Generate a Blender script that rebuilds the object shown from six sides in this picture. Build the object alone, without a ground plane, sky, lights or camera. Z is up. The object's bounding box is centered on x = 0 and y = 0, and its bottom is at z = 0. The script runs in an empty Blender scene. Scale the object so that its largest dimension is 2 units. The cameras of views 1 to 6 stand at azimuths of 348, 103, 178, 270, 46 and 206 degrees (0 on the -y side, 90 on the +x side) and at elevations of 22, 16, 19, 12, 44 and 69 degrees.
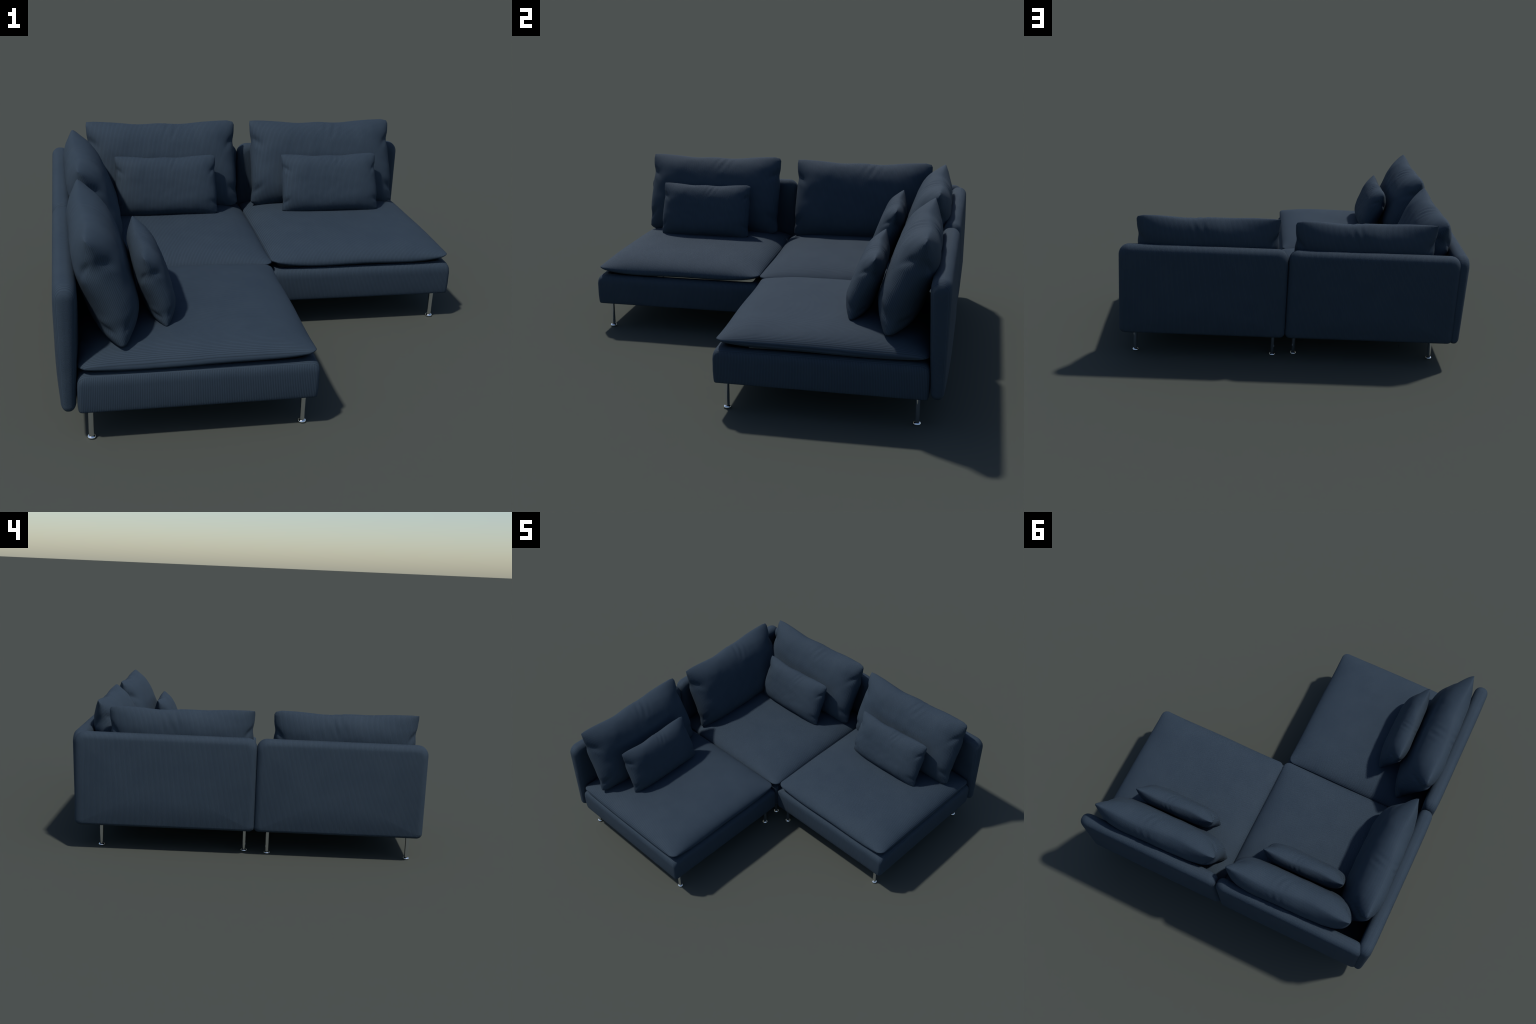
import bpy, bmesh, math, random
from mathutils import Matrix, Vector, noise

random.seed(7)
scene = bpy.context.scene

# ------------------------------------------------------------------ helpers
def new_object(name, mesh, parent, matrix=None, material=None):
    ob = bpy.data.objects.new(name, mesh)
    scene.collection.objects.link(ob)
    ob.parent = parent
    if matrix is not None:
        ob.matrix_local = matrix
    if material and not mesh.materials:
        mesh.materials.append(material)
    return ob

def mesh_from(name, verts, faces, sharp=None):
    me = bpy.data.meshes.new(name)
    me.from_pydata(verts, [], faces)
    bm = bmesh.new(); bm.from_mesh(me)
    bmesh.ops.remove_doubles(bm, verts=bm.verts, dist=1e-5)
    bmesh.ops.recalc_face_normals(bm, faces=bm.faces)
    bm.to_mesh(me); bm.free()
    me.polygons.foreach_set("use_smooth", [True] * len(me.polygons))
    if sharp:
        me.set_sharp_from_angle(angle=math.radians(sharp))
    me.update()
    return me

def gauss(d, s):
    return math.exp(-(d / s) ** 2)

def rounded_rect(x0, x1, y0, y1, radii, seg=8, along=1):
    """Closed outline; radii for corners (x1,y1),(x0,y1),(x0,y0),(x1,y0)."""
    pts = []
    corners = [(x1, y1, 0), (x0, y1, 90), (x0, y0, 180), (x1, y0, 270)]
    for (cx, cy, a0), r in zip(corners, radii):
        sx = -1 if cx == x1 else 1
        sy = -1 if cy == y1 else 1
        for i in range(seg + 1):
            a = math.radians(a0 + 90 * i / seg)
            pts.append((cx + sx * r + r * math.cos(a), cy + sy * r + r * math.sin(a)))
    return pts

# ---------------------------------------------------------------- materials
def corduroy(name, axis_mix, end_scale=1.0):
    """Dark slate-blue fine corduroy. Ribs are spaced along local X; on surfaces
    that face X (end faces) they are spaced along local `axis_mix`."""
    m = bpy.data.materials.new(name); m.use_nodes = True
    nt = m.node_tree; N = nt.nodes; L = nt.links
    bsdf = N["Principled BSDF"]
    tc = N.new("ShaderNodeTexCoord")
    sep = N.new("ShaderNodeSeparateXYZ"); L.new(tc.outputs["Object"], sep.inputs[0])
    sepn = N.new("ShaderNodeSeparateXYZ"); L.new(tc.outputs["Normal"], sepn.inputs[0])
    ab = N.new("ShaderNodeMath"); ab.operation = 'ABSOLUTE'; L.new(sepn.outputs[0], ab.inputs[0])
    gt = N.new("ShaderNodeMath"); gt.operation = 'GREATER_THAN'; gt.inputs[1].default_value = 0.74
    L.new(ab.outputs[0], gt.inputs[0])
    mixc = N.new("ShaderNodeMix"); mixc.data_type = 'FLOAT'
    L.new(gt.outputs[0], mixc.inputs[0]); L.new(sep.outputs[0], mixc.inputs[2])
    es = N.new("ShaderNodeMath"); es.operation = 'MULTIPLY'; es.inputs[1].default_value = end_scale
    L.new(sep.outputs[{"X": 0, "Y": 1, "Z": 2}[axis_mix]], es.inputs[0])
    L.new(es.outputs[0], mixc.inputs[3])
    # slight wander so the ribs are not ruler straight
    wn = N.new("ShaderNodeTexNoise"); wn.inputs["Scale"].default_value = 5.0; wn.inputs["Detail"].default_value = 2
    L.new(tc.outputs["Object"], wn.inputs["Vector"])
    wm = N.new("ShaderNodeMath"); wm.operation = 'MULTIPLY_ADD'
    wm.inputs[1].default_value = 0.004; L.new(wn.outputs[0], wm.inputs[0]); L.new(mixc.outputs[0], wm.inputs[2])
    ph = N.new("ShaderNodeMath"); ph.operation = 'MULTIPLY'; ph.inputs[1].default_value = math.pi / RIB
    L.new(wm.outputs[0], ph.inputs[0])
    sn = N.new("ShaderNodeMath"); sn.operation = 'SINE'; L.new(ph.outputs[0], sn.inputs[0])
    rib = N.new("ShaderNodeMath"); rib.operation = 'ABSOLUTE'; L.new(sn.outputs[0], rib.inputs[0])
    # thread grain
    fine = N.new("ShaderNodeTexNoise"); fine.inputs["Scale"].default_value = 260; fine.inputs["Detail"].default_value = 3
    L.new(tc.outputs["Object"], fine.inputs["Vector"])
    blot = N.new("ShaderNodeTexNoise"); blot.inputs["Scale"].default_value = 9; blot.inputs["Detail"].default_value = 3
    L.new(tc.outputs["Object"], blot.inputs["Vector"])
    hsum = N.new("ShaderNodeMath"); hsum.operation = 'MULTIPLY_ADD'; hsum.inputs[1].default_value = 0.35
    L.new(fine.outputs[0], hsum.inputs[0]); L.new(rib.outputs[0], hsum.inputs[2])
    ramp = N.new("ShaderNodeValToRGB")
    ramp.color_ramp.elements[0].position = 0.15; ramp.color_ramp.elements[0].color = (*VALLEY, 1)
    ramp.color_ramp.elements[1].position = 1.15; ramp.color_ramp.elements[1].color = (*RIDGE, 1)
    e = ramp.color_ramp.elements.new(0.6); e.color = tuple((a * .4 + b * .6) for a, b in zip(VALLEY, RIDGE)) + (1,)
    L.new(hsum.outputs[0], ramp.inputs[0])
    tint = N.new("ShaderNodeMix"); tint.data_type = 'RGBA'; tint.blend_type = 'MULTIPLY'
    br = N.new("ShaderNodeValToRGB")
    br.color_ramp.elements[0].position = 0.35; br.color_ramp.elements[0].color = (0.95, 0.96, 0.97, 1)
    br.color_ramp.elements[1].position = 0.65; br.color_ramp.elements[1].color = (1.04, 1.03, 1.02, 1)
    L.new(blot.outputs[0], br.inputs[0])
    tint.inputs[0].default_value = 1.0
    L.new(ramp.outputs[0], tint.inputs[6]); L.new(br.outputs[0], tint.inputs[7])
    L.new(tint.outputs[2], bsdf.inputs["Base Color"])
    bump = N.new("ShaderNodeBump"); bump.inputs["Strength"].default_value = 0.38
    bump.inputs["Distance"].default_value = 0.0011
    L.new(hsum.outputs[0], bump.inputs["Height"]); L.new(bump.outputs[0], bsdf.inputs["Normal"])
    bsdf.inputs["Roughness"].default_value = 0.85
    bsdf.inputs["Specular IOR Level"].default_value = 0.22
    return m

def chrome(name):
    m = bpy.data.materials.new(name); m.use_nodes = True
    nt = m.node_tree; N = nt.nodes; L = nt.links
    b = N["Principled BSDF"]
    b.inputs["Base Color"].default_value = (0.92, 0.93, 0.95, 1)
    b.inputs["Metallic"].default_value = 1.0
    n = N.new("ShaderNodeTexNoise"); n.inputs["Scale"].default_value = 60
    tc = N.new("ShaderNodeTexCoord"); L.new(tc.outputs["Object"], n.inputs["Vector"])
    mr = N.new("ShaderNodeMapRange"); mr.inputs[3].default_value = 0.01; mr.inputs[4].default_value = 0.05
    L.new(n.outputs[0], mr.inputs[0]); L.new(mr.outputs[0], b.inputs["Roughness"])
    return m

RIB = 0.0069
VALLEY = (0.0168, 0.0270, 0.0395)
RIDGE = (0.0297, 0.0473, 0.0690)
FABRIC_BACK = corduroy("corduroy_upholstery", "Z", 1.7)     # slabs and frames: end faces ribbed over Z or Y
FABRIC_BASE = corduroy("corduroy_base_cover", "Y")
FABRIC_PAD = corduroy("corduroy_cushion_cover", "Y")
FABRIC_SEAT = corduroy("corduroy_seat_cover", "X")
CHROME = chrome("polished_chrome")

# ------------------------------------------------------------------- pieces
def base_mesh(name, x0, x1, y0, y1):
    """Upholstered seat base: a padded rail ring, open in the middle."""
    z0, z1 = 0.143, 0.309
    # (z, inset, corner radius)
    layers = [(0.200, .060, .012), (z0 + .002, .058, .012), (z0, .050, .014), (z0, .012, .014), (z0 + .003, .005, .016),
              (z0 + .009, .003, .018), (z0 + .02, .0015, .02), (z0 + .05, 0, .02), (z1 - .05, 0, .02), (z1 - .032, .0015, .021),
              (z1 - .02, .005, .024), (z1 - .010, .011, .028), (z1 - .003, .021, .032), (z1, .036, .03), (z1 - .002, .054, .02),
              (z1 - .012, .060, .012), (0.200, .060, .012)]
    verts, faces, n = [], [], None
    for z, ins, r in layers:
        ring = rounded_rect(x0 + ins, x1 - ins, y0 + ins, y1 - ins, [r] * 4, 6)
        n = len(ring); verts += [(x, y, z) for x, y in ring]
    for k in range(len(layers) - 1):
        for i in range(n):
            j = (i + 1) % n
            faces.append((k * n + i, k * n + j, (k + 1) * n + j, (k + 1) * n + i))
    return mesh_from(name, verts, faces)

def backrest_mesh(name, x0, x1, yc, half=0.048, z0=0.150, z1=0.687):
    """Upholstered slab: rounded elevation outline, fully rounded edges."""
    R = 0.037
    seg = 10
    edge = half - 0.0055               # thickness where the rounded rim starts
    flat = max(edge - R, 0.0005)
    # now mirrored list: from front cap (inset R) to the middle (inset 0) and to the back
    prof = [(-(flat + R * math.sin(math.pi / 2 * (1 - i / seg))), R * (1 - math.cos(math.pi / 2 * (1 - i / seg)))) for i in range(seg + 1)]
    prof += [(-y, ins) for y, ins in reversed(prof)]
    verts, faces = [], []
    segc = 8
    def ring(y, ins):
        rt = max(0.058 - ins * 0.55, .01); rb = max(0.030 - ins * 0.5, .006)
        out = []
        for x, z in rounded_rect(x0 + ins, x1 - ins, z0 + ins * .5, z1 - ins, [rt, rt, rb, rb], segc):
            # the slab thins a little towards its lower edge
            k = 1 - 0.37 * max(0, (0.33 - z) / 0.165) ** 2
            # gentle pillow bulge of both broad faces
            px, pz = (2 * x - x0 - x1) / (x1 - x0), (2 * z - z0 - z1) / (z1 - z0)
            swell = .0065 * max(0, 1 - abs(px) ** 6) * max(0, 1 - abs(pz) ** 4) * y / edge
            out.append((x, yc + (y + swell) * k, z))
        return out
    # domed caps
    caps = [(-edge, R + .295 * i / 20) for i in range(20, 0, -1)]
    allp = caps + prof + [(-y, i) for y, i in reversed(caps)]
    for y, ins in allp:
        r = ring(y, ins); n = len(r); verts += r
    K = len(allp)
    for k in range(K - 1):
        for i in range(n):
            j = (i + 1) % n
            faces.append((k * n + i, k * n + j, (k + 1) * n + j, (k + 1) * n + i))
    faces.append(tuple(range(n)))
    faces.append(tuple((K - 1) * n + i for i in range(n)))
    return mesh_from(name, verts, faces)

def spaced(n, k=0.75):
    """-1..1, denser toward both ends"""
    out = []
    for i in range(n + 1):
        t = -1 + 2 * i / n
        out.append((1 - k) * t + k * math.sin(t * math.pi / 2))
    return out

def pillow_mesh(name, width, height, thick, seed=0):
    """Loose knife-edge cushion in the local XZ plane (front is -Y)."""
    U, V = spaced(110, .8), spaced(80, .8)
    verts, faces = [], []
    hw, hh, T = width / 2, height / 2, thick / 2
    def point(u, v, s):
        au, av = abs(u), abs(v)
        # seam outline: ears at the corners, edges drawn in between
        x_half = hw * (1 - 0.012 * (1 - v * v) - (0.018 * gauss(v - .50, .14) + 0.012 * gauss(v + .60, .12)))
        if u > 0:
            x_half += hw * 0.008 * (-v)
        z_half = hh * (1 - (0.078 / (1 + abs((u + .06) / .58) ** 4) if v > 0 else 0.02 * (1 - u * u)))
        if v > 0:
            z_half += hh * (0.016 * gauss(u + .02, .14) - 0.010 * gauss(u + .34, .13) - .006 * gauss(u - .30, .14))
        x, z = u * x_half, v * z_half
        # rounded corner tips
        c = max(0, au - .9) / .1 * max(0, av - .9) / .1
        tip = .004 if (u < 0 and v > 0) else (.010 if v > 0 else .016)
        x -= math.copysign(tip * c, u) * width; z -= math.copysign(tip * c, v) * width
        f = (max(0, 1 - au ** (2.7 + 2.4 * (1 - v * v)))) ** 0.54 * (max(0, 1 - av ** (3.3 if v > 0 else 4.2))) ** 0.62
        f *= 1 + 0.06 * (-v)                       # heavier toward the bottom
        y = T * f
        # pinched folds at the ends
        for v0, slope, d in ((.60, -.15, .016), (.40, -.12, -.004), (-.70, .13, .014), (-.50, .10, -.004)):
            t = (1 - au) / .10
            y -= gauss(v - v0 - slope * t, .075) * gauss(t, 1.0) * d * (thick / .18) * min(1, f * 1.5)
        # short pleats below the top seam
        w = max(0, (v - .50) / .50) * gauss(u - .13, .14)
        y += .0034 * (thick / .18) * w * math.sin((u + .25 * (1 - v)) * 52) * min(1, f * 3)
        p = Vector((x / hw * 1.7 + seed, s * 2.3, z / hw * 1.7))
        y += thick * 0.020 * noise.noise(p * 1.6) * min(1, f * 2)
        y += thick * 0.010 * noise.noise(p * 4.2) * min(1, f * 2)
        # seam line itself wanders
        off = .010 * math.sin(v * 4.1 + seed) * au ** 4 * (1 - av ** 4) + .006 * math.sin(u * 5 + seed) * av ** 6
        # the whole cushion sits slightly twisted: one upper corner leans forward
        left, up = (1 - u) / 2, (1 + v) / 2
        twist = (-.024 * left * up + .003 * (1 - left) * up - .006 * left * (1 - up) - .009 * (1 - left) * (1 - up)) * width / .81
        return (x, s * y + off * (thick / .18) + twist, z)
    nu = len(U)
    for s in (-1, 1):
        base = len(verts)
        for v in V:
            for u in U:
                verts.append(point(u, v, s))
        for j in range(len(V) - 1):
            for i in range(nu - 1):
                a = base + j * nu + i
                faces.append((a, a + 1, a + nu + 1, a + nu))
    return mesh_from(name, verts, faces)

def seat_mesh(name, x0, x1, y0, y1, seed=0):
    """Crowned seat pad with a soft thin edge, corners lifted a touch."""
    U, V = spaced(90, .8), spaced(90, .8)
    cx, cy, hw, hd = (x0 + x1) / 2, (y0 + y1) / 2, (x1 - x0) / 2, (y1 - y0) / 2
    R = 0.042
    verts, faces = [], []
    def point(u, v, top):
        x, y = u * hw, v * hd
        a, b = (abs(x) - (hw - R)) / R, (abs(y) - (hd - R)) / R
        if a > 0 and b > 0:
            x = math.copysign(hw - R + R * a * math.sqrt(1 - b * b / 2), x)
            y = math.copysign(hd - R + R * b * math.sqrt(1 - a * a / 2), y)
        au, av = abs(u), abs(v)
        edge = 0.332 + 0.022 * au ** 4 * (.5 - .5 * v) ** 5 * (1 if v < 0 else 0)
        # plan outline bows out slightly between the corners
        x *= 1 + .006 * (1 - v * v); y *= 1 + .006 * (1 - u * u)
        fu, fv = max(0, 1 - au ** 4.6), max(0, 1 - av ** 4.6)
        f = fu ** .53 * fv ** .53
        if top:
            z = edge + (.414 - edge) * f
            p = Vector((x * 2.2 + seed, y * 2.2, seed))
            z += f * (.004 * noise.noise(p) + .002 * noise.noise(p * 2.7))
        else:
            z = edge - 0.031 * (max(0, 1 - au ** 8) ** .5 * max(0, 1 - av ** 8) ** .5)
        z += .003 * math.sin(u * 5 + seed) * av ** 8 + .003 * math.sin(v * 4.3 + seed * 2) * au ** 8
        return (cx + x, cy + y, z)
    nu = len(U)
    for top in (True, False):
        base = len(verts)
        for v in V:
            for u in U:
                verts.append(point(u, v, top))
        for j in range(len(V) - 1):
            for i in range(nu - 1):
                q = base + j * nu + i
                faces.append((q, q + 1, q + nu + 1, q + nu))
    return mesh_from(name, verts, faces)

def lathe(name, prof, seg=40):
    verts, faces = [], []
    for r, z in prof:
        for i in range(seg):
            a = 2 * math.pi * i / seg
            verts.append((r * math.cos(a), r * math.sin(a), z))
    for k in range(len(prof) - 1):
        for i in range(seg):
            j = (i + 1) % seg
            faces.append((k * seg + i, k * seg + j, (k + 1) * seg + j, (k + 1) * seg + i))
    faces.append(tuple(range(seg)))
    faces.append(tuple((len(prof) - 1) * seg + i for i in range(seg)))
    return mesh_from(name, verts, faces, sharp=40)

# --------------------------------------------------------------------- sofa
sofa = bpy.data.objects.new("sectional_sofa", None)
scene.collection.objects.link(sofa)
sofa["label"] = "dark blue corduroy L-shaped corner sofa with loose cushions"
sofa["category"] = "sofa"

I = Matrix.Identity(4)
# the straight section is built on the +x side; its twin on the -y side is the
# same section turned a quarter turn and pushed back
TURN = Matrix.Translation((0, -1.04, 0)) @ Matrix.Rotation(math.pi / 2, 4, 'Z')

straight_base = base_mesh("straight_base", 0.044, 0.988, -0.050, 0.918)
straight_back = backrest_mesh("straight_backrest", 0.0405, 0.999, 0.951)
straight_seat = seat_mesh("straight_seat", 0.051, 0.977, -0.038, 0.912, 1.3)
for M in (I, TURN):
    new_object("base_frame", straight_base, sofa, M, FABRIC_BASE)
    new_object("backrest", straight_back, sofa, M, FABRIC_BACK)
    new_object("seat_cushion", straight_seat, sofa, M, FABRIC_SEAT)

# corner section: one seat, two backrests that meet in the corner
new_object("base_frame", base_mesh("corner_base", -0.918, 0.042, -0.050, 0.918), sofa, I, FABRIC_BASE)
new_object("seat_cushion", seat_mesh("corner_seat", -0.912, 0.051, -0.060, 0.912, 4.1), sofa, I, FABRIC_SEAT)
new_object("backrest", backrest_mesh("corner_backrest_short", -0.942, 0.040, 0.951), sofa, I, FABRIC_BACK)
Q = Matrix.Rotation(math.pi / 2, 4, 'Z')
new_object("backrest", backrest_mesh("corner_backrest_long", -0.045, 0.975, 0.951), sofa, Q, FABRIC_BACK)

# loose cushions: one big and one small pattern, leaning back 20 degrees
big = pillow_mesh("back_cushion_cover", 0.823, 0.482, 0.210, 0.0)
small = pillow_mesh("lumbar_cushion_cover", 0.81 * .67, 0.482 * .67, 0.200 * .67, 0.0)
LEAN = Matrix.Rotation(math.radians(-19), 4, 'X')
def put(name, mesh, where, turn, parent=sofa):
    return new_object(name, mesh, parent, turn @ Matrix.Translation(where) @ LEAN, FABRIC_PAD)
BIG_AT, SMALL_AT = (0.501, 0.808, 0.611), (0.501, 0.600, 0.552)
put("back_cushion", big, BIG_AT, I)
put("back_cushion", big, BIG_AT, TURN)
put("back_cushion", big, (BIG_AT[0] - .902, BIG_AT[1] + .004, BIG_AT[2] + .001), I)
put("back_cushion", big, (BIG_AT[0], BIG_AT[1] + .005, BIG_AT[2] - .011), Matrix.Translation((0, -.115, 0)) @ Q)
put("lumbar_cushion", small, SMALL_AT, I)
put("lumbar_cushion", small, SMALL_AT, TURN)
put("lumbar_cushion", small, (SMALL_AT[0] - .902, SMALL_AT[1] + .004, SMALL_AT[2] + .003), I)

# chrome legs with flared feet
leg_tube = lathe("leg_tube", [(.0113, .006), (.0113, .158)])
foot_prof = [(.0140, 0), (.0168, .0008), (.0176, .0030), (.0172, .0050), (.0158, .0074), (.0136, .0098), (.0118, .0112), (.0100, .0116)]
leg_foot = lathe("leg_foot", foot_prof)
spots = [(.110, -.001), (.916, -.001), (.916, .866), (.106, .866)]
places = [M @ Vector((x, y, 0)) for M in (I, TURN) for x, y in spots]
places += [Vector(p) for p in ((-.016, .008, 0), (-.020, .838, 0), (-.838, .839, 0), (-.836, .010, 0))]
for p in places:
    leg = new_object("leg", leg_tube, sofa, Matrix.Translation(p), CHROME)
    new_object("leg_foot", leg_foot, leg, I, CHROME)
